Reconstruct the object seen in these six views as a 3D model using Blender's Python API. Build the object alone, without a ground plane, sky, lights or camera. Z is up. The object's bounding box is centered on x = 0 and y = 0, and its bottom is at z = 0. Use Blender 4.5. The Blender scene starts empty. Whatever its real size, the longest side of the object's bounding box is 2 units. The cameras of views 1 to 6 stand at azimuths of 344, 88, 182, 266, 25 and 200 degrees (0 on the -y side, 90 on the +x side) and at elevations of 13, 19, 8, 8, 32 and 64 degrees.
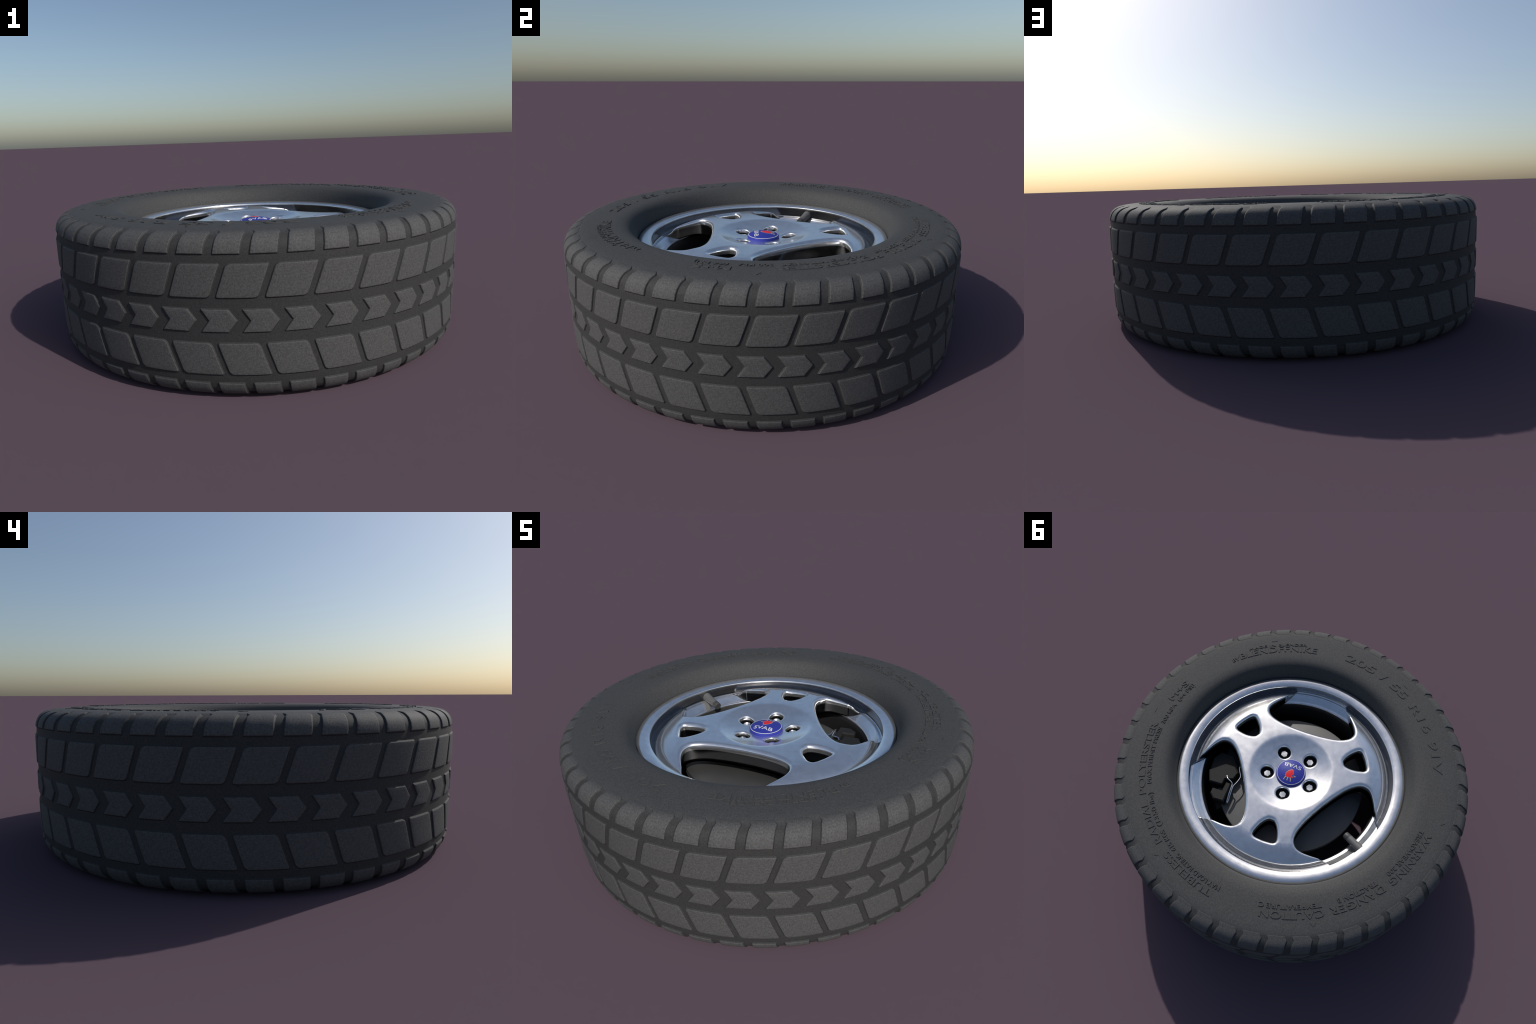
import bpy, math
import numpy as np
from mathutils import Vector
from mathutils.geometry import delaunay_2d_cdt

PI = math.pi
RAD = PI / 180.0
MID = 0.3133                       # mid plane of the tyre

# ------------------------------------------------------------------ helpers
def link(ob, parent=None):
    bpy.context.scene.collection.objects.link(ob)
    if parent is not None:
        ob.parent = parent
    return ob

def make_mesh(name, verts, faces, angle=35.0):
    me = bpy.data.meshes.new(name)
    me.from_pydata([tuple(map(float, v)) for v in verts], [], [tuple(map(int, f)) for f in faces])
    me.validate()
    me.update()
    for p in me.polygons:
        p.use_smooth = True
    me.set_sharp_from_angle(angle=angle * RAD)
    return me

def make_object(name, verts, faces, mat, parent, angle=35.0):
    me = make_mesh(name, verts, faces, angle)
    me.materials.append(mat)
    return link(bpy.data.objects.new(name, me), parent)

def spline(points, n=12):
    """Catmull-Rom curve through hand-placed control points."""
    p = np.array(points, float)
    p = np.vstack([2 * p[0] - p[1], p, 2 * p[-1] - p[-2]])
    out = []
    for i in range(1, len(p) - 2):
        a, b, c, d = p[i - 1:i + 3]
        for k in range(n):
            t = k / n
            out.append(0.5 * (2 * b + (c - a) * t + (2 * a - 5 * b + 4 * c - d) * t * t + (3 * b - a - 3 * c + d) * t ** 3))
    out.append(p[-2])
    return np.array(out)

def revolve(profile, segments=192, closed=True):
    """Turn an (r, z) profile round the z axis."""
    prof = np.array(profile)
    n = len(prof)
    verts, faces = [], []
    for j in range(segments):
        a = 2 * PI * j / segments
        ca, sa = math.cos(a), math.sin(a)
        verts += [(r * ca, r * sa, z) for r, z in prof]
    for j in range(segments):
        k = (j + 1) % segments
        for i in range(n if closed else n - 1):
            m = (i + 1) % n
            faces.append((j * n + i, k * n + i, k * n + m, j * n + m))
    return verts, faces

def resample(loop, step):
    """Even points along a closed polyline, its corners kept."""
    out = []
    n = len(loop)
    for i in range(n):
        a, b = np.array(loop[i]), np.array(loop[(i + 1) % n])
        m = max(1, int(math.ceil(np.linalg.norm(b - a) / step)))
        out += [a + (b - a) * k / m for k in range(m)]
    return np.array(out)

def signed_area(l):
    x, y = l[:, 0], l[:, 1]
    return 0.5 * np.sum(x * np.roll(y, -1) - np.roll(x, -1) * y)

def round_corners(pts, radii, seg=5):
    out = []
    n = len(pts)
    for i in range(n):
        p, a, b = np.array(pts[i]), np.array(pts[i - 1]), np.array(pts[(i + 1) % n])
        u, v = (a - p), (b - p)
        lu, lv = np.linalg.norm(u), np.linalg.norm(v)
        u, v = u / lu, v / lv
        half = 0.5 * math.acos(max(-1, min(1, float(u @ v))))
        d = min(radii[i] / math.tan(half), 0.45 * lu, 0.45 * lv)
        if d < 1e-6:
            out.append(p)
            continue
        s, e = p + u * d, p + v * d
        for k in range(seg + 1):
            t = k / seg
            out.append((1 - t) ** 2 * s + 2 * t * (1 - t) * p + t * t * e)
    return np.array(out)

def offset(loop, d):
    """Shift a counter-clockwise loop to its left (inwards) by d."""
    prv, nxt = np.roll(loop, 1, 0), np.roll(loop, -1, 0)
    e1, e2 = loop - prv, nxt - loop
    n1 = np.stack([-e1[:, 1], e1[:, 0]], 1) / np.linalg.norm(e1, axis=1)[:, None]
    n2 = np.stack([-e2[:, 1], e2[:, 0]], 1) / np.linalg.norm(e2, axis=1)[:, None]
    m = n1 + n2
    m /= np.maximum(np.linalg.norm(m, axis=1), 1e-9)[:, None]
    k = np.clip(np.sum(m * n1, axis=1), 0.45, 1)
    return loop + m * (d / k)[:, None]

def loop_distance(p, loops):
    best = np.full(len(p), 1e9)
    for l in loops:
        a, b = l, np.roll(l, -1, 0)
        ab = b - a
        L = np.maximum((ab ** 2).sum(1), 1e-18)
        for s in range(0, len(p), 2000):
            q = p[s:s + 2000]
            t = np.clip(((q[:, None] - a) * ab).sum(2) / L, 0, 1)
            dd = np.linalg.norm(q[:, None] - (a + ab * t[:, :, None]), axis=2).min(1)
            best[s:s + 2000] = np.minimum(best[s:s + 2000], dd)
    return best

def inside(p, loop):
    a, b = loop, np.roll(loop, -1, 0)
    dy = np.where(np.abs(b[:, 1] - a[:, 1]) < 1e-15, 1e-15, b[:, 1] - a[:, 1])
    out = np.zeros(len(p), bool)
    for s in range(0, len(p), 2000):
        x, y = p[s:s + 2000, 0][:, None], p[s:s + 2000, 1][:, None]
        cond = (a[:, 1] > y) != (b[:, 1] > y)
        xi = a[:, 0] + (y - a[:, 1]) * (b[:, 0] - a[:, 0]) / dy
        out[s:s + 2000] = (np.sum(cond & (x < xi), axis=1) % 2) == 1
    return out

def triangulate(loops, extra):
    """Fill between loops[0] (outer) and the other loops (holes)."""
    pts = [tuple(q) for l in loops for q in l]
    edges, k = [], 0
    for l in loops:
        n = len(l)
        edges += [(k + i, k + (i + 1) % n) for i in range(n)]
        k += n
    pts += [tuple(q) for q in extra]
    r = delaunay_2d_cdt([Vector((float(a), float(b))) for a, b in pts], edges, [], 0, 1e-7)
    v = np.array([(q[0], q[1]) for q in r[0]])
    tri = np.array([f for f in r[2] if len(f) == 3])
    c = v[tri].mean(1)
    keep = inside(c, loops[0])
    for h in loops[1:]:
        keep &= ~inside(c, h)
    tri = tri[keep]
    e1, e2 = v[tri[:, 1]] - v[tri[:, 0]], v[tri[:, 2]] - v[tri[:, 0]]
    ok = np.abs(e1[:, 0] * e2[:, 1] - e1[:, 1] * e2[:, 0]) > 1e-11
    tri = tri[ok]
    cr = (e1[:, 0] * e2[:, 1] - e1[:, 1] * e2[:, 0])[ok]
    tri[cr < 0] = tri[cr < 0][:, ::-1]
    return v, tri

def boundary_edges(tri):
    seen = {}
    for t in tri:
        for a, b in ((t[0], t[1]), (t[1], t[2]), (t[2], t[0])):
            seen[(a, b)] = 1
    return [(a, b) for (a, b) in seen if (b, a) not in seen]

# ------------------------------------------------------------------ materials
def new_material(name):
    m = bpy.data.materials.new(name)
    m.use_nodes = True
    nt = m.node_tree
    return m, nt, nt.nodes["Principled BSDF"]

def noise(nt, scale, detail=2.0, rough=0.5):
    co = nt.nodes.new("ShaderNodeTexCoord")
    n = nt.nodes.new("ShaderNodeTexNoise")
    n.inputs["Scale"].default_value = scale
    n.inputs["Detail"].default_value = detail
    n.inputs["Roughness"].default_value = rough
    nt.links.new(co.outputs["Object"], n.inputs["Vector"])
    return n

def ramp(nt, src, stops):
    r = nt.nodes.new("ShaderNodeValToRGB")
    while len(r.color_ramp.elements) < len(stops):
        r.color_ramp.elements.new(0.5)
    for e, (p, c) in zip(r.color_ramp.elements, stops):
        e.position = p
        e.color = (c[0], c[1], c[2], 1)
    nt.links.new(src, r.inputs["Fac"])
    return r

def bump(nt, bsdf, src, strength, dist):
    b = nt.nodes.new("ShaderNodeBump")
    b.inputs["Strength"].default_value = strength
    b.inputs["Distance"].default_value = dist
    nt.links.new(src, b.inputs["Height"])
    nt.links.new(b.outputs["Normal"], bsdf.inputs["Normal"])

def rubber(name, colour, spread=0.3, groove=None):
    m, nt, p = new_material(name)
    grain = noise(nt, 180, 2.0, 0.6)
    lo = [c * (1 - spread) for c in colour]
    hi = [c * (1 + spread) for c in colour]
    r = ramp(nt, grain.outputs["Fac"], [(0.3, lo), (0.7, hi)])
    col = r.outputs["Color"]
    if groove is not None:
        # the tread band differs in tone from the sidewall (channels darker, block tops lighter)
        co = nt.nodes.new("ShaderNodeTexCoord")
        sep = nt.nodes.new("ShaderNodeSeparateXYZ")
        nt.links.new(co.outputs["Object"], sep.inputs[0])
        comb = nt.nodes.new("ShaderNodeCombineXYZ")
        nt.links.new(sep.outputs["X"], comb.inputs["X"])
        nt.links.new(sep.outputs["Y"], comb.inputs["Y"])
        ln = nt.nodes.new("ShaderNodeVectorMath")
        ln.operation = "LENGTH"
        nt.links.new(comb.outputs[0], ln.inputs[0])
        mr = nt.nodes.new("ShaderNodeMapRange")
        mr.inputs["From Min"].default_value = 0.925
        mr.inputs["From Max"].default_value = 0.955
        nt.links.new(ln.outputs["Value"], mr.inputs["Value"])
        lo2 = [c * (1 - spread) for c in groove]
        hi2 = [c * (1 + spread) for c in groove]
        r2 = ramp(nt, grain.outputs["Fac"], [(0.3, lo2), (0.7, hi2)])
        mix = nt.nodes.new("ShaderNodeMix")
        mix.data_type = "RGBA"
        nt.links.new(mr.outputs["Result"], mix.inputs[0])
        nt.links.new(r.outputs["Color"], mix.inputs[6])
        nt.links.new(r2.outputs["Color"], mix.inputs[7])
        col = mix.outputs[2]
    nt.links.new(col, p.inputs["Base Color"])
    p.inputs["Roughness"].default_value = 0.75
    p.inputs["Specular IOR Level"].default_value = 0.3
    bump(nt, p, grain.outputs["Fac"], 0.16, 0.004)
    return m

def metal(name, colour, rough, rough_spread=0.06, grain_scale=25.0, bump_strength=0.05, metallic=1.0):
    m, nt, p = new_material(name)
    g = noise(nt, grain_scale, 4.0, 0.6)
    r = ramp(nt, g.outputs["Fac"], [(0.3, [c * 0.93 for c in colour]), (0.7, [min(1, c * 1.05) for c in colour])])
    nt.links.new(r.outputs["Color"], p.inputs["Base Color"])
    p.inputs["Metallic"].default_value = metallic
    mr = nt.nodes.new("ShaderNodeMapRange")
    mr.inputs["From Min"].default_value = 0.3
    mr.inputs["From Max"].default_value = 0.7
    mr.inputs["To Min"].default_value = rough - rough_spread
    mr.inputs["To Max"].default_value = rough + rough_spread
    nt.links.new(g.outputs["Fac"], mr.inputs["Value"])
    nt.links.new(mr.outputs["Result"], p.inputs["Roughness"])
    if bump_strength:
        bump(nt, p, g.outputs["Fac"], bump_strength, 0.002)
    return m

def plain(name, colour, rough, metallic=0.0, coat=0.0, spread=0.1, scale=60.0, spec=0.4):
    m, nt, p = new_material(name)
    g = noise(nt, scale, 3.0)
    r = ramp(nt, g.outputs["Fac"], [(0.3, [c * (1 - spread) for c in colour]), (0.7, [c * (1 + spread) for c in colour])])
    nt.links.new(r.outputs["Color"], p.inputs["Base Color"])
    p.inputs["Roughness"].default_value = rough
    p.inputs["Metallic"].default_value = metallic
    p.inputs["Coat Weight"].default_value = coat
    p.inputs["Coat Roughness"].default_value = 0.1
    p.inputs["Specular IOR Level"].default_value = spec
    return m

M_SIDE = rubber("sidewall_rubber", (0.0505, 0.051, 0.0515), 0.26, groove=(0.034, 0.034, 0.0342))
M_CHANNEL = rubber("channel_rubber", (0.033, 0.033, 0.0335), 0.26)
M_TEXT = rubber("lettering_rubber", (0.0505, 0.051, 0.0515), 0.26)
M_BLOCK = rubber("tread_rubber", (0.0505, 0.051, 0.0515), 0.30, groove=(0.072, 0.072, 0.0722))
M_ALLOY = metal("polished_alloy", (0.86, 0.865, 0.875), 0.20, rough_spread=0.02, metallic=0.92, bump_strength=0.012)
M_WALL = metal("shaded_alloy", (0.30, 0.30, 0.305), 0.22, rough_spread=0.02, bump_strength=0.012)  # same alloy darkened, the shade of recessed walls put into its colour
M_BOLT = metal("bolt_steel", (0.72, 0.72, 0.72), 0.25)
M_SPRING = metal("spring_steel", (0.8, 0.8, 0.82), 0.25)
M_BARREL = plain("dark_barrel", (0.012, 0.012, 0.013), 0.6)  # one near-black tone over the whole barrel
M_HUB = plain("dark_hub_casting", (0.010, 0.010, 0.011), 0.6)
M_DISC = plain("brake_iron", (0.13, 0.13, 0.13), 0.62, metallic=0.8, spread=0.05, scale=12)
M_CALIPER = plain("caliper_casting", (0.019, 0.019, 0.019), 0.65, spec=0.2)
M_STEM = plain("valve_rubber", (0.11, 0.11, 0.11), 0.6)
M_STEMCAP = plain("valve_cap_plastic", (0.055, 0.055, 0.055), 0.5)
M_BLUE = plain("blue_enamel", (0.028, 0.038, 0.28), 0.5, spread=0.05, spec=0.25)
M_WHITE = plain("silver_print", (0.60, 0.60, 0.60), 0.4, spread=0.03)
M_RED = plain("red_enamel", (0.68, 0.010, 0.022), 0.4, spread=0.05)
M_TAN = plain("tan_print", (0.42, 0.36, 0.25), 0.4, spread=0.05)

# ------------------------------------------------------------------ root
wheel = bpy.data.objects.new("car_wheel", None)
wheel["label"] = "black tyre on a polished three-spoke alloy rim, lying flat"
wheel["category"] = "car wheel"
link(wheel)

# ------------------------------------------------------------------ tyre
# outer skin (block tops / sidewall), upper half, from the middle of the tread to the bead
HALF = [(0.9996, 0.0), (0.9996, 0.06), (0.9995, 0.13), (0.9989, 0.19), (0.9974, 0.222),
        (0.9938, 0.2505), (0.9868, 0.2715), (0.971, 0.2908), (0.945, 0.3040), (0.90, 0.3108),
        (0.85, 0.3128), (0.79, 0.3133), (0.755, 0.3127), (0.726, 0.3098), (0.702, 0.3025),
        (0.683, 0.2885), (0.668, 0.266), (0.6585, 0.240), (0.653, 0.208)]
DEPTH = 0.0052                                 # depth of the tread channels
skin = spline(HALF, 10)
seglen = np.linalg.norm(np.diff(skin, axis=0), axis=1)
skin_t = np.concatenate([[0], np.cumsum(seglen)])
tang = np.gradient(skin, axis=0)
tang /= np.linalg.norm(tang, axis=1)[:, None]
skin_n = np.stack([tang[:, 1], -tang[:, 0]], 1)          # outward

def t_at_radius(r):
    """arc length on the shoulder / sidewall where the skin has radius r (outside of the crest)"""
    k = np.argmin(np.abs(skin[:, 0] - r) + (skin_t < 0.20) * 9 )
    return float(skin_t[k])

T_FADE_IN, T_FADE_OUT = t_at_radius(0.916), t_at_radius(0.946)

def channel_depth(t):
    u = np.clip((t - T_FADE_OUT) / (T_FADE_IN - T_FADE_OUT), 0, 1)
    return DEPTH * (1 - u * u * (3 - 2 * u))

def skin_point(t, h):
    """(r, dz) at arc length |t| from the mid plane, h along the outward normal; t<0 = lower half"""
    s = np.sign(t) + (t == 0)
    a = np.abs(t)
    squat = 1 + 0.010 * (s < 0) * np.exp(-((np.interp(a, skin_t, skin[:, 0]) - 0.95) / 0.03) ** 2)   # the lower shoulder is pressed out by the ground
    r = np.interp(a, skin_t, skin[:, 0]) + h * np.interp(a, skin_t, skin_n[:, 0])
    z = np.interp(a, skin_t, skin[:, 1]) + h * np.interp(a, skin_t, skin_n[:, 1])
    return r, s * np.minimum(z * squat, MID)

def sidewall_z(r):
    """height of the upper sidewall at radius r (0.76 .. 0.95)"""
    k = (skin_t > T_FADE_OUT - 0.05) & (skin[:, 0] > 0.74)
    rr, zz = skin[k][:, 0][::-1], skin[k][:, 1][::-1]
    return np.interp(r, rr, zz) + MID

ts = skin_t[::2]
up = np.array([skin_point(np.array(t), -channel_depth(t)) for t in ts])
low = up[::-1] * [1, -1]
prof = np.vstack([low[:-1], up]) + [0, MID]
# close the carcass along the bead seat
bead = [(0.640, MID + 0.190), (0.632, MID), (0.640, MID - 0.190)]
prof = np.vstack([prof, bead])
v, f = revolve(prof, 240)
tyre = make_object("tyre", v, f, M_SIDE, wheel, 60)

def tread_block(name, outline, radii, step, fade=False):
    """One block: outline in (degrees round the tyre, arc length t across it)."""
    loop = np.array([(a * RAD, t) for a, t in outline])
    if signed_area(loop) < 0:
        loop, radii = loop[::-1], radii[::-1]
    loop = resample(round_corners(loop, radii), step)
    rings = [offset(loop, d) for d in (0.0012, 0.003)]
    lo, hi = loop.min(0), loop.max(0)
    gx, gy = np.meshgrid(np.arange(lo[0], hi[0], step * 1.3), np.arange(lo[1], hi[1], step * 1.3))
    grid = np.stack([gx.ravel(), gy.ravel()], 1)
    grid = grid[inside(grid, loop)]
    grid = grid[loop_distance(grid, [loop]) > 0.003 + step * 0.5]
    extra = np.vstack(rings + [grid])
    v2, tri = triangulate([loop], extra)
    d = loop_distance(v2, [loop])
    f_r = 0.003
    dd = np.clip(d, 0, f_r)
    drop = 0.5 * (f_r - np.sqrt(np.maximum(f_r ** 2 - (f_r - dd) ** 2, 0)))
    lift = 0.0003 if fade else 0.0
    verts = []
    def place(s, t, h):
        r, z = skin_point(np.array(t), h)
        verts.append((r * math.cos(s), r * math.sin(s), MID + z))
    for (s, t), dr in zip(v2, drop):
        place(s, t, lift - dr)
    faces = [tuple(t) for t in tri]
    # sloping walls down into the carcass
    be = boundary_edges(tri)
    nxt = {a: b for a, b in be}
    start = be[0][0]
    ring, k = [start], nxt[start]
    while k != start:
        ring.append(k)
        k = nxt[k]
    wall = offset(np.array([v2[i] for i in ring]), -0.0052)
    base = len(verts)
    for (s, t) in wall:
        place(s, t, -DEPTH - 0.0010)
    n = len(ring)
    for i in range(n):
        j = (i + 1) % n
        faces.append((ring[j], ring[i], base + i, base + j))
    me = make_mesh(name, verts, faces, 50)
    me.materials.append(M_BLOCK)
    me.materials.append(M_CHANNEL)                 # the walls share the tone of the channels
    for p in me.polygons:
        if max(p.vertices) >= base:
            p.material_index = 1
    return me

def flip_if_needed(me):
    # normals must point outwards
    s = sum((p.normal.x * p.center.x + p.normal.y * p.center.y) * p.area for p in me.polygons)
    if s < 0:
        me.flip_normals()

def ring_of(name, me, count):
    flip_if_needed(me)
    for i in range(count):
        ob = bpy.data.objects.new(name, me)
        ob.rotation_euler = (0, 0, i * 2 * PI / count)
        link(ob, tyre)

def t_of_z(dz):
    return float(np.interp(abs(dz), skin[:60, 1], skin_t[:60])) * (1 if dz >= 0 else -1)

CENTRE = 0.3108                     # the pattern sits a little below the mid plane
def t_of_height(z):
    return t_of_z(z - MID)
# middle row: arrow-shaped blocks
zc = 0.0415
chev = [(1.75, t_of_height(CENTRE + zc)), (7.3, t_of_height(CENTRE + zc)), (9.1, t_of_height(CENTRE)),
        (7.3, t_of_height(CENTRE - zc)), (1.75, t_of_height(CENTRE - zc)), (3.4, t_of_height(CENTRE))]
ring_of("arrow_tread_block", tread_block("arrow_tread_block", chev, [0.001] * 6, 0.010), 42)

# two rows of leaning blocks, mirrored about the middle
za, zb = 0.0850, 0.2055
for sgn in (1, -1):
    ta, tb = t_of_height(CENTRE + sgn * za), t_of_height(CENTRE + sgn * zb)
    lean = [(4.95, ta), (13.45, ta), (15.85, tb), (7.3, tb)]
    ring_of("leaning_tread_block", tread_block("leaning_tread_block", lean, [0.007, 0.024, 0.005, 0.024], 0.012), 36)

# two rows of shoulder blocks that wrap over the edge
def tr(r): return t_at_radius(r)
left = [(4.65, 0.0), (4.98, tr(0.983)), (5.35, tr(0.961)), (5.78, tr(0.941)), (5.2, tr(0.9205))]
right = [(a + 5.4, t) for a, t in left][::-1]
for sgn in (1, -1):
    edge = abs(t_of_height(CENTRE + sgn * 0.2415))
    sh = [(a, sgn * (t if t > 0 else edge)) for a, t in left + right]
    me = tread_block("shoulder_tread_block", sh, [0.001, 0.03, 0.03, 0.006, 0.003, 0.003, 0.006, 0.03, 0.03, 0.001], 0.009, fade=True)
    ring_of("shoulder_tread_block", me, 48)

# ------------------------------------------------------------------ sidewall lettering
def text_mesh(body, extrude, bevel, res=4, bold=0.0):
    cu = bpy.data.curves.new("lettering_source", "FONT")
    cu.body = body
    cu.size = 1.0
    cu.extrude = extrude
    cu.bevel_depth = bevel
    cu.bevel_resolution = 0
    cu.offset = bold
    cu.resolution_u = res
    ob = bpy.data.objects.new("lettering_source", cu)
    link(ob)
    bpy.context.view_layer.update()
    dg = bpy.context.evaluated_depsgraph_get()
    me = bpy.data.meshes.new_from_object(ob.evaluated_get(dg))
    bpy.data.objects.remove(ob)
    bpy.data.curves.remove(cu)
    co = np.array([v.co[:] for v in me.vertices])
    return me, co

def arc_word(body, a0, a1, r0, r1, height=0.0034):
    """A word that runs clockwise from angle a0 to a1, letter feet at r0, heads at r1."""
    src, co = text_mesh(body, 0.03, 0.006)
    polys = [tuple(p.vertices) for p in src.polygons]
    bpy.data.meshes.remove(src)
    # a second, slightly shifted and lower copy thickens the strokes
    n = len(co)
    lower = co.copy()
    lower[:, 0] += 0.034
    level = np.concatenate([np.full(n, 1.0), np.full(n, 0.90)])
    co = np.vstack([co, lower])
    polys += [tuple(k + n for k in p) for p in polys]
    x0, x1 = co[:, 0].min(), co[:, 0].max()
    high = 0.69
    zt = co[:, 2].max()
    ang = (a0 + (a1 - a0) * (co[:, 0] - x0) / (x1 - x0)) * RAD
    r = r0 + (r1 - r0) * co[:, 1] / high
    rise = height * level * np.where(co[:, 2] > zt - 0.001, 1.0, 0.75)
    z = sidewall_z(r) + np.where(co[:, 2] > 0, rise, -0.002)
    me = bpy.data.meshes.new("sidewall_lettering")
    me.from_pydata(np.stack([r * np.cos(ang), r * np.sin(ang), z], 1).tolist(), [], polys)
    me.update()
    me.name = "sidewall_lettering"
    for p in me.polygons:
        p.use_smooth = False
    me.materials.clear()
    me.materials.append(M_TEXT)
    ob = bpy.data.objects.new("sidewall_lettering", me)
    link(ob, tyre)

BIG0, BIG1 = 0.788, 0.838
for body, a0, a1 in (("205", -94.9, -109.0), ("/", -112.4, -114.9), ("55", -118.1, -127.0), ("R16", -131.0, -145.3), ("91V", -149.0, -164.1)):
    arc_word(body, a0, a1, BIG0, BIG1)
arc_word("BY", -42.6, -45.9, 0.777, 0.799)
arc_word("BLENDFFNIKE", -46.4, -81.6, 0.777, 0.818)
arc_word("MADE IN BLENDER", -51.5, -76.8, 0.822, 0.839)
R0, R1, S0, S1 = 0.808, 0.843, 0.773, 0.796
for body, a0, a1 in (("M+S", -9.9, -20.6), ("TUBELESS", 81.0, 58.6), ("RADIAL", 54.3, 36.6), ("POLYERSTER", 33.7, 2.1),
                     ("WARNING", 170.5, 146.9), ("DANGER", 144.1, 123.3), ("CAUTION", 121.2, 98.9)):
    arc_word(body, a0, a1, R0, R1)
for body, a0, a1 in (("MAY LOAD RATING", 83.0, 62.0), ("615 KGS", 60.2, 50.4), ("(1350 lbs)", 48.6, 33.4), ("MAX PERMIT PRESS", 29.6, 3.6), ("300 KPA", 1.4, -9.2), ("(44 PSI)", -11.2, -21.8),
                     ("TREADWEAR 300", 170.8, 148.0), ("TRACTION B", 143.0, 126.7), ("TEMPERATURE C", 121.0, 98.2)):
    arc_word(body, a0, a1, S0, S1)

# small arrowheads that point out at the wear bars
for i in range(6):
    a = (-3.0 + 60 * i) * RAD
    verts = []
    for lift in (-0.003, 0.002):
        for rr, da in ((0.862, -1.2), (0.881, 0.0), (0.862, 1.2)):
            b = a + da * RAD
            verts.append((rr * math.cos(b), rr * math.sin(b), float(sidewall_z(rr)) + lift))
    make_object("wear_arrow", verts, [(0, 1, 2), (5, 4, 3), (0, 3, 4, 1), (1, 4, 5, 2), (2, 5, 3, 0)], M_TEXT, tyre)

# ------------------------------------------------------------------ rim
lip = spline([(0.650, 0.505), (0.6535, 0.517), (0.6495, 0.5275), (0.640, 0.5335), (0.625, 0.5355), (0.608, 0.5336), (0.596, 0.5305), (0.5868, 0.5265)], 6)
well = np.vstack([[(0.5850, 0.5225)], spline([(0.5862, 0.517), (0.5895, 0.503), (0.5925, 0.485), (0.5935, 0.469), (0.589, 0.4610), (0.5745, 0.4575)], 4), spline([(0.5725, 0.4565), (0.560, 0.4465), (0.548, 0.4375), (0.541, 0.4325), (0.536, 0.4308), (0.5295, 0.4288), (0.5250, 0.4255), (0.5232, 0.418)], 4)])
outer_side = [(0.532, 0.410), (0.580, 0.440), (0.606, 0.462), (0.611, 0.490), (0.638, 0.495)]
v, f = revolve(np.vstack([lip, well, outer_side]), 192)
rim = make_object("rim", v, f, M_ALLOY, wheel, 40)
rim.data.materials.append(M_WALL)                  # undercut wall behind the lip: its dark reflections put into the colour
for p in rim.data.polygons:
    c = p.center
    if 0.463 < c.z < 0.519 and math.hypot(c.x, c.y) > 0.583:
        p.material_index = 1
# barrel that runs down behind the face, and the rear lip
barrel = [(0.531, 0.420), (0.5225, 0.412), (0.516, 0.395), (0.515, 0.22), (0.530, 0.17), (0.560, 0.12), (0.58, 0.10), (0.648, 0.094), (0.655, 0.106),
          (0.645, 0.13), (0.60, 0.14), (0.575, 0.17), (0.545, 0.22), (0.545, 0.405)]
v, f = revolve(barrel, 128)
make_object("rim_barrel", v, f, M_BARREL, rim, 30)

# ------------------------------------------------------------------ wheel face (three fans round a hub)
FACE = [(0.0, 0.493), (0.06, 0.4955), (0.12, 0.5028), (0.17, 0.5128), (0.21, 0.5235), (0.229, 0.5293), (0.2355, 0.5308), (0.243, 0.5318),
        (0.27, 0.5325), (0.40, 0.5325), (0.435, 0.5318), (0.455, 0.529), (0.475, 0.5235), (0.50, 0.5145), (0.52, 0.507), (0.533, 0.5005),
        (0.540, 0.4960), (0.5455, 0.4905), (0.5500, 0.4825), (0.5545, 0.4740), (0.5600, 0.4695), (0.5660, 0.4665), (0.5720, 0.4640), (0.600, 0.4640)]
FACE = np.array(FACE)
def face_z(r):
    return np.interp(r, FACE[:, 0], FACE[:, 1])

EDGE_R = 0.5945
half_window = spline([(0.0, 0.274), (0.085, 0.2775), (0.165, 0.287), (0.222, 0.304), (0.256, 0.328), (0.2705, 0.362), (0.264, 0.396),
                      (0.243, 0.436), (0.206, 0.492), (0.172, 0.545), (0.143, 0.595)], 8)
half_window = half_window[np.hypot(half_window[:, 0], half_window[:, 1]) < EDGE_R - 0.001]
# last point exactly on the rim circle
a_end = math.atan2(half_window[-1][0], half_window[-1][1]) - 0.012
end = np.array([EDGE_R * math.sin(a_end), EDGE_R * math.cos(a_end)])
half_window = np.vstack([half_window, end])
a_end = math.degrees(a_end)
def turn(p, deg):
    c, s = math.cos(deg * RAD), math.sin(deg * RAD)
    return np.stack([p[:, 0] * c - p[:, 1] * s, p[:, 0] * s + p[:, 1] * c], 1)

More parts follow.
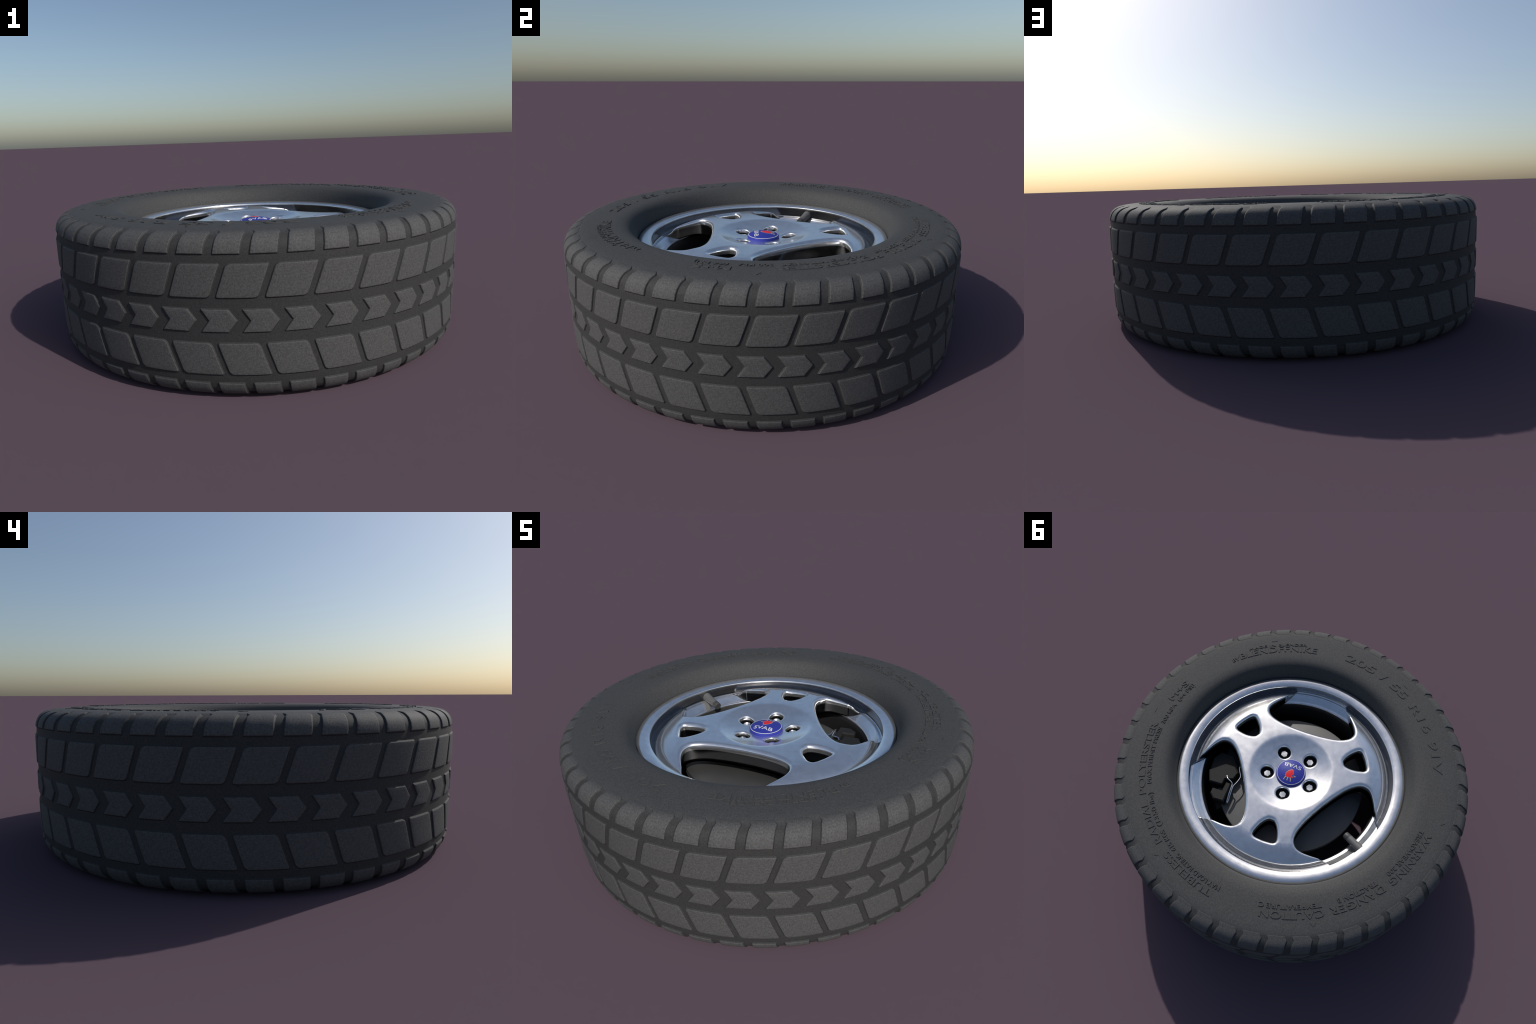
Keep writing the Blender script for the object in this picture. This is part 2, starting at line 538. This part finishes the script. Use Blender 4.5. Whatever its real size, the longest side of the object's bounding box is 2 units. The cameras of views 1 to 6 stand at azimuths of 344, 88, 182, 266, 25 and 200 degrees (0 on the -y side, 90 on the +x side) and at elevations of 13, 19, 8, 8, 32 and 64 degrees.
outline = []
for k in range(3):
    centre = -90 + 120 * k                         # direction of the window
    loc = np.vstack([half_window[::-1] * [1, 1], (half_window * [-1, 1])[1:]])   # from +x side round to -x side
    # local y = radial; rotate so that local +y points along the centre direction; +x local is clockwise
    w = turn(loc, centre - 90)
    outline.append(w)                              # runs from the clockwise end to the counter-clockwise end
    a0, a1 = centre + a_end, centre + 120 - a_end
    arc = np.array([(EDGE_R * math.cos(a * RAD), EDGE_R * math.sin(a * RAD)) for a in np.linspace(a0, a1, 60)[1:-1]])
    outline.append(arc)
outline = np.vstack(outline)
if signed_area(outline) < 0:
    outline = outline[::-1]
outline = resample(outline, 0.0055)
rr_ = np.hypot(outline[:, 0], outline[:, 1])
grow = offset(outline, -0.003)                 # the measured line is where the rounding starts
outline = np.where((rr_ < 0.53)[:, None], grow, outline)

half_hole = spline([(0.0, 0.308), (0.0165, 0.3105), (0.034, 0.326), (0.052, 0.353), (0.066, 0.388), (0.0715, 0.414), (0.066, 0.432), (0.046, 0.441), (0.0, 0.4445)], 6)
holes = []
for k in range(3):
    loc = np.vstack([half_hole, (half_hole * [-1, 1])[::-1][1:-1]])
    h = turn(loc, -30 + 120 * k - 90)
    if signed_area(h) < 0:
        h = h[::-1]
    holes.append(offset(resample(h, 0.006), 0.006))
BOLTS = [90 + 72 * k for k in range(5)]
bolt_holes = []
for a in BOLTS:
    c = np.array([0.137 * math.cos(a * RAD), 0.137 * math.sin(a * RAD)])
    bolt_holes.append(np.array([c + 0.0375 * np.array([math.cos(q), math.sin(q)]) for q in np.linspace(0, 2 * PI, 40, endpoint=False)]))

loops = [outline] + holes + bolt_holes
FILLET = 0.020
rings = []
for i, l in enumerate(loops):
    for d in (0.0008, 0.0025, 0.005, 0.009, 0.0135, 0.0185, 0.0245):
        rings.append(offset(l, d if i == 0 else -d))
rings = np.vstack(rings)
dist = np.concatenate([np.repeat(d, len(l)) for l in loops for d in (0.0008, 0.0025, 0.005, 0.009, 0.0135, 0.0185, 0.0245)])
ok = (loop_distance(rings, loops) > 0.8 * dist) & inside(rings, outline)
for h in loops[1:]:
    ok &= ~inside(rings, h)
rings = rings[ok]
grid = []
for r in list(np.arange(0.02, 0.20, 0.02)) + [0.205, 0.215, 0.223, 0.229, 0.2325, 0.2355, 0.239, 0.243, 0.25] + list(np.arange(0.265, 0.425, 0.016)) + list(np.arange(0.43, 0.538, 0.006)) + list(np.arange(0.538, 0.565, 0.0035)) + list(np.arange(0.566, 0.592, 0.005)):
    n = max(8, int(2 * PI * r / (0.014 if r < 0.53 else 0.008)))
    for q in np.arange(n) * 2 * PI / n:
        grid.append((r * math.cos(q), r * math.sin(q)))
grid = np.array(grid)
ok = inside(grid, outline) & (loop_distance(grid, loops) > 0.029)
for h in loops[1:]:
    ok &= ~inside(grid, h)
near = inside(grid, outline) & ~ok & (np.hypot(grid[:, 0], grid[:, 1]) > 0.5) & (loop_distance(grid, loops[1:]) > 0.02) & (loop_distance(grid, [outline]) > 0.0035)
grid = grid[ok | near]
v2, tri = triangulate(loops, np.vstack([rings, grid]))
# round every cut edge except the outer rim arc, which has its own slope
cut = [outline[np.hypot(outline[:, 0], outline[:, 1]) < EDGE_R - 0.002]]
rad = np.hypot(v2[:, 0], v2[:, 1])
def edge_distance(p):
    """distance to window, hole and bolt edges (the rim arc excluded)"""
    a, b = outline, np.roll(outline, -1, 0)
    ra, rb = np.hypot(a[:, 0], a[:, 1]), np.hypot(b[:, 0], b[:, 1])
    keep = ~((ra > EDGE_R - 0.001) & (rb > EDGE_R - 0.001))
    a, b = a[keep], b[keep]
    ab = b - a
    L = np.maximum((ab ** 2).sum(1), 1e-18)
    out = np.empty(len(p))
    for s in range(0, len(p), 2000):
        q = p[s:s + 2000]
        t = np.clip(((q[:, None] - a) * ab).sum(2) / L, 0, 1)
        out[s:s + 2000] = np.linalg.norm(q[:, None] - (a + ab * t[:, :, None]), axis=2).min(1)
    return np.minimum(out, loop_distance(p, holes))
soft = FILLET * np.clip((0.575 - rad) / 0.10, 0.18, 1.0)         # the rounding tightens towards the tips
d1 = np.minimum(edge_distance(v2), soft)
drop = soft - np.sqrt(np.maximum(soft ** 2 - (soft - d1) ** 2, 0))
FB = 0.009
d2 = np.clip(loop_distance(v2, bolt_holes), 0, FB)
drop = np.maximum(drop, FB - np.sqrt(np.maximum(FB ** 2 - (FB - d2) ** 2, 0)))
zt = face_z(rad) - drop
BACK = 0.432
verts = [(a, b, c) for (a, b), c in zip(v2, zt)]
faces = [tuple(t) for t in tri]
nv = len(verts)
be = boundary_edges(tri)
ids = sorted({i for e in be for i in e})
levels = 5
# below the rounded edge the walls draw back under the face
near_pts, near_dir, near_room = [], [], []
for li, l in enumerate(loops):
    d = offset(l, 1.0 if li == 0 else -1.0) - l
    near_pts.append(l)
    near_dir.append(d / np.linalg.norm(d, axis=1)[:, None])
    near_room.append(np.full(len(l), 0.007) if li > 3 else 0.012 * np.clip((0.545 - np.hypot(l[:, 0], l[:, 1])) / 0.07, 0, 1))
near_pts, near_dir, near_room = np.vstack(near_pts), np.vstack(near_dir), np.concatenate(near_room)
recede = {}
for i in ids:
    k = int(np.argmin(((near_pts - v2[i]) ** 2).sum(1)))
    recede[i] = near_dir[k] * near_room[k]
draw = [0.0, 0.10, 0.32, 0.62, 0.88, 1.0]
index = {}
for i in ids:
    x, y = v2[i]
    for k in range(1, levels + 1):
        index[(i, k)] = len(verts)
        xx, yy = v2[i] + recede[i] * draw[k]
        verts.append((xx, yy, min(zt[i], zt[i] + (BACK - zt[i]) * k / levels)))
    index[(i, 0)] = i
for a, b in be:
    for k in range(levels):
        faces.append((index[(b, k)], index[(a, k)], index[(a, k + 1)], index[(b, k + 1)]))
back = {}
for t in tri:
    q = []
    for i in t:
        if (i, levels) in index:
            q.append(index[(i, levels)])
        else:
            if i not in back:
                back[i] = len(verts)
                verts.append((v2[i][0], v2[i][1], BACK))
            q.append(back[i])
    faces.append(tuple(q[::-1]))
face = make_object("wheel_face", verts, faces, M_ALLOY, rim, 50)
face.data.materials.append(M_WALL)                 # cut walls, back and groove floor: shade and dark reflections painted as darker alloy
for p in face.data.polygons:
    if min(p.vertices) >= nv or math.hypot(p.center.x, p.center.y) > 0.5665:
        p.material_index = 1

# ------------------------------------------------------------------ hub, bolts, cap
def lathe(name, profile, mat, parent, seg=64, angle=35):
    """solid of revolution, closed on the axis"""
    verts, faces = [], []
    n = len(profile)
    for j in range(seg):
        a = 2 * PI * j / seg
        verts += [(r * math.cos(a), r * math.sin(a), z) for r, z in profile]
    for j in range(seg):
        k = (j + 1) % seg
        for i in range(n - 1):
            faces.append((j * n + i, k * n + i, k * n + i + 1, j * n + i + 1))
    faces.append(tuple(j * n for j in range(seg))[::-1])
    faces.append(tuple(j * n + n - 1 for j in range(seg)))
    return make_object(name, verts, faces, mat, parent, angle)

lathe("hub", [(0.20, 0.12), (0.20, 0.454), (0.03, 0.454)], M_HUB, rim)

def bolt_mesh():
    verts, faces = [], []
    rows = [(0.0215, 0.440), (0.0215, 0.4835), (0.0195, 0.4865)]
    for r, z in rows:
        verts += [(r * math.cos(k * PI / 3), r * math.sin(k * PI / 3), z) for k in range(6)]
    for i in range(2):
        for k in range(6):
            j = (k + 1) % 6
            faces.append((i * 6 + k, i * 6 + j, (i + 1) * 6 + j, (i + 1) * 6 + k))
    faces.append(tuple(12 + k for k in range(6)))
    me = make_mesh("lug_bolt", verts, faces, 25)
    me.materials.append(M_BOLT)
    return me
bm = bolt_mesh()
for k, a in enumerate(BOLTS):
    ob = bpy.data.objects.new("lug_bolt", bm)
    ob.location = (0.137 * math.cos(a * RAD), 0.137 * math.sin(a * RAD), 0)
    ob.rotation_euler = (0, 0, (a + 11 * k) * RAD)
    link(ob, rim)

CAP_TOP, CAP_FALL, CAP_R = 0.5290, 0.0165, 0.0830      # the cap is a shallow dome
def cap_z(r):
    return CAP_TOP - CAP_FALL * (np.asarray(r) / CAP_R) ** 2
dome = [(0.083, 0.485), (0.0845, 0.506), (0.0843, 0.5100), (0.0830, float(cap_z(0.0830)))] + [(r, float(cap_z(r))) for r in (0.08, 0.074, 0.066, 0.056, 0.045, 0.033, 0.021, 0.01, 0.004)]
cap = lathe("center_cap", dome, M_BLUE, rim, 96)
v, f = revolve([(0.0805, float(cap_z(0.0805)) - 0.002), (0.0805, float(cap_z(0.0805)) + 0.0008), (0.0782, float(cap_z(0.0782)) + 0.0008), (0.0782, float(cap_z(0.0782)) - 0.002)], 96)
make_object("cap_ring", v, f, M_WHITE, cap)

me, co = text_mesh("SVAB", 0.02, 0.0, 6)
x0, x1, zt = co[:, 0].min(), co[:, 0].max(), co[:, 2].max()
X = -0.050 + 0.101 * (co[:, 0] - x0) / (x1 - x0)
Y = -0.0485 + 0.0245 * co[:, 1] / 0.70
Zc = cap_z(np.hypot(X, Y)) + np.where(co[:, 2] > 0, 0.0012, -0.003)
me.vertices.foreach_set("co", np.stack([X, Y, Zc], 1).ravel())
me.update()
me.name = "cap_lettering"
for p in me.polygons:
    p.use_smooth = False
me.materials.clear()
me.materials.append(M_WHITE)
ob = bpy.data.objects.new("cap_lettering", me)
link(ob, cap)

def inlay(name, loop, mat, parent, height=0.0011):
    """flat enamel shape that follows the dome"""
    loop = np.array(loop, float)
    if signed_area(loop) < 0:
        loop = loop[::-1]
    loop = resample(loop, 0.004)
    lo, hi = loop.min(0), loop.max(0)
    gx, gy = np.meshgrid(np.arange(lo[0], hi[0], 0.005), np.arange(lo[1], hi[1], 0.005))
    g = np.stack([gx.ravel(), gy.ravel()], 1)
    g = g[inside(g, loop)]
    if len(g):
        g = g[loop_distance(g, [loop]) > 0.0015]
    v2, tri = triangulate([loop], g if len(g) else np.zeros((0, 2)))
    zz = cap_z(np.hypot(v2[:, 0], v2[:, 1]))
    verts = [(a, b, c + height) for (a, b), c in zip(v2, zz)]
    n = len(verts)
    verts += [(a, b, c - 0.003) for (a, b), c in zip(v2, zz)]
    faces = [tuple(t) for t in tri] + [(b, a, a + n, b + n) for a, b in boundary_edges(tri)]
    return make_object(name, verts, faces, mat, parent, 30)

def outset(loop, d):
    loop = np.array(loop, float)
    if signed_area(loop) < 0:
        loop = loop[::-1]
    return offset(loop, -d)

# emblem: a plain spiky red flame with tan prongs (stand-in)
body = [(-0.0075, -0.0150), (-0.0105, -0.0060), (-0.0140, -0.0085), (-0.0140, 0.0010), (-0.0175, -0.0005), (-0.0170, 0.0090), (-0.0205, 0.0085),
        (-0.0185, 0.0160), (-0.0225, 0.0185), (-0.0140, 0.0225), (-0.0110, 0.0275), (-0.0170, 0.0320), (-0.0270, 0.0325), (-0.0235, 0.0385),
        (-0.0120, 0.0410), (0.0000, 0.0415), (0.0120, 0.0425), (0.0210, 0.0420), (0.0190, 0.0360), (0.0255, 0.0330), (0.0215, 0.0270),
        (0.0265, 0.0215), (0.0205, 0.0190), (0.0235, 0.0110), (0.0165, 0.0105), (0.0170, 0.0010), (0.0105, 0.0030), (0.0085, -0.0070), (0.0030, -0.0020), (0.0010, -0.0115), (-0.0035, -0.0065)]
body = [(x * 0.92 - 0.0003, (y - 0.014) * 0.94 + 0.014) for x, y in body]
inlay("emblem_border", outset(body, 0.0013), M_TAN, cap, 0.0006)
inlay("emblem_flame", body, M_RED, cap, 0.0012)
for x, lean in ((0.0165, 0.0055), (0.0040, -0.0015), (-0.0105, -0.0075)):
    inlay("emblem_prong", [(x - 0.0042, 0.0400), (x + 0.0042, 0.0400), (x + lean + 0.0030, 0.0540), (x + lean + 0.0048, 0.0600), (x + lean - 0.0028, 0.0600), (x + lean - 0.0016, 0.0530)], M_TAN, cap, 0.0009)
inlay("emblem_prong", [(-0.0260, 0.0205), (-0.0250, 0.0250), (-0.0325, 0.0290), (-0.0395, 0.0245), (-0.0375, 0.0215), (-0.0320, 0.0240)], M_TAN, cap, 0.0009)

# ------------------------------------------------------------------ valve stem
def tube(name, stations, mat, parent, seg=28, angle=35):
    """stations: (point, radius) along a straight axis"""
    p0, p1 = np.array(stations[0][0], float), np.array(stations[-1][0], float)
    ax = (p1 - p0) / np.linalg.norm(p1 - p0)
    u = np.cross(ax, [0, 0, 1.0]); u /= np.linalg.norm(u)
    w = np.cross(ax, u)
    verts, faces = [], []
    for p, r in stations:
        verts += [np.array(p) + r * (u * math.cos(2 * PI * k / seg) + w * math.sin(2 * PI * k / seg)) for k in range(seg)]
    for i in range(len(stations) - 1):
        for k in range(seg):
            j = (k + 1) % seg
            faces.append((i * seg + j, i * seg + k, (i + 1) * seg + k, (i + 1) * seg + j))
    faces.append(tuple(range(seg)))
    faces.append(tuple((len(stations) - 1) * seg + k for k in range(seg))[::-1])
    me_ob = make_object(name, verts, faces, mat, parent, angle)
    return me_ob

VA = 150.5 * RAD
def on_valve(r):
    z = 0.4626 + (r - 0.468) * 0.165
    return (r * math.cos(VA), r * math.sin(VA), z)
stem = tube("valve_stem", [(on_valve(0.60), 0.0255), (on_valve(0.575), 0.0235), (on_valve(0.545), 0.0215), (on_valve(0.497), 0.0208)], M_STEM, rim)
tube("valve_cap", [(on_valve(0.499), 0.0205), (on_valve(0.497), 0.0212), (on_valve(0.473), 0.0205), (on_valve(0.468), 0.0180)], M_STEMCAP, stem)

# ------------------------------------------------------------------ brake
disc = lathe("brake_disc", [(0.200, 0.325), (0.424, 0.325), (0.428, 0.328), (0.434, 0.334), (0.434, 0.345), (0.426, 0.346), (0.426, 0.352), (0.434, 0.353), (0.434, 0.369), (0.427, 0.372), (0.20, 0.372), (0.19, 0.372)], M_DISC, wheel, 128)

def prism(name, poly, z0, z1, mat, parent, bevel=0.006):
    loop = np.array(poly, float)
    if signed_area(loop) < 0:
        loop = loop[::-1]
    n = len(loop)
    inner = offset(loop, bevel)
    verts = [(x, y, z0) for x, y in loop] + [(x, y, z1 - bevel) for x, y in loop] + [(x, y, z1) for x, y in inner]
    faces = [tuple(range(n))[::-1], tuple(range(2 * n, 3 * n))]
    for k in range(2):
        for i in range(n):
            j = (i + 1) % n
            faces.append((k * n + i, k * n + j, (k + 1) * n + j, (k + 1) * n + i))
    return make_object(name, verts, faces, mat, parent, 30)

def wedge(r0, r1, a0, a1, n=8):
    a = np.linspace(a0, a1, n) * RAD
    return [(r1 * math.cos(q), r1 * math.sin(q)) for q in a] + [(r0 * math.cos(q), r0 * math.sin(q)) for q in a[::-1]]
caliper = prism("brake_caliper", wedge(0.29, 0.47, -4, 42), 0.24, 0.366, M_CALIPER, wheel)
prism("caliper_bridge", [(0.473, 0.120), (0.395, 0.049), (0.334, 0.047), (0.300, 0.080), (0.306, 0.101), (0.314, 0.128), (0.360, 0.143), (0.361, 0.175), (0.365, 0.183), (0.442, 0.187)], 0.36, 0.434, M_CALIPER, caliper)
prism("caliper_housing", [(0.470, 0.118), (0.482, 0.030), (0.450, -0.020), (0.370, -0.022), (0.322, 0.036), (0.300, 0.075), (0.36, 0.10)], 0.36, 0.422, M_CALIPER, caliper)
prism("caliper_bracket", [(0.407, 0.219), (0.348, 0.216), (0.346, 0.159), (0.314, 0.158), (0.314, 0.277), (0.375, 0.281), (0.406, 0.253)], 0.36, 0.434, M_CALIPER, caliper)

cu = bpy.data.curves.new("spring_path", "CURVE")
cu.dimensions = "3D"
wire = spline([(0.355, 0.122, 0.437), (0.343, 0.138, 0.442), (0.312, 0.153, 0.440), (0.305, 0.167, 0.438), (0.301, 0.225, 0.430), (0.298, 0.262, 0.418), (0.293, 0.272, 0.414),
               (0.290, 0.262, 0.418), (0.292, 0.215, 0.432), (0.294, 0.172, 0.438), (0.284, 0.144, 0.440), (0.277, 0.112, 0.440), (0.281, 0.092, 0.440), (0.300, 0.062, 0.440), (0.304, 0.042, 0.440)], 5)
sp = cu.splines.new("POLY")
sp.points.add(len(wire) - 1)
for p, q in zip(sp.points, wire):
    p.co = (q[0], q[1], q[2], 1)
cu.bevel_depth = 0.0036
cu.bevel_resolution = 2
ob = bpy.data.objects.new("spring_path", cu)
link(ob)
bpy.context.view_layer.update()
me = bpy.data.meshes.new_from_object(ob.evaluated_get(bpy.context.evaluated_depsgraph_get()))
bpy.data.objects.remove(ob)
bpy.data.curves.remove(cu)
me.name = "retaining_spring"
me.materials.clear()
me.materials.append(M_SPRING)
for p in me.polygons:
    p.use_smooth = True
link(bpy.data.objects.new("retaining_spring", me), caliper)

# ------------------------------------------------------------------ consistent outward normals on the closed parts
import bmesh
for ob in bpy.context.scene.collection.objects:
    if ob.type == "MESH" and ob.name.split(".")[0] in ("tyre", "rim", "rim_barrel", "wheel_face", "hub", "center_cap", "cap_ring", "valve_stem", "valve_cap", "brake_disc",
                                                      "brake_caliper", "caliper_bridge", "caliper_housing", "caliper_bracket", "wear_arrow", "sidewall_lettering", "cap_lettering"):
        b = bmesh.new()
        b.from_mesh(ob.data)
        bmesh.ops.recalc_face_normals(b, faces=b.faces)
        b.to_mesh(ob.data)
        b.free()
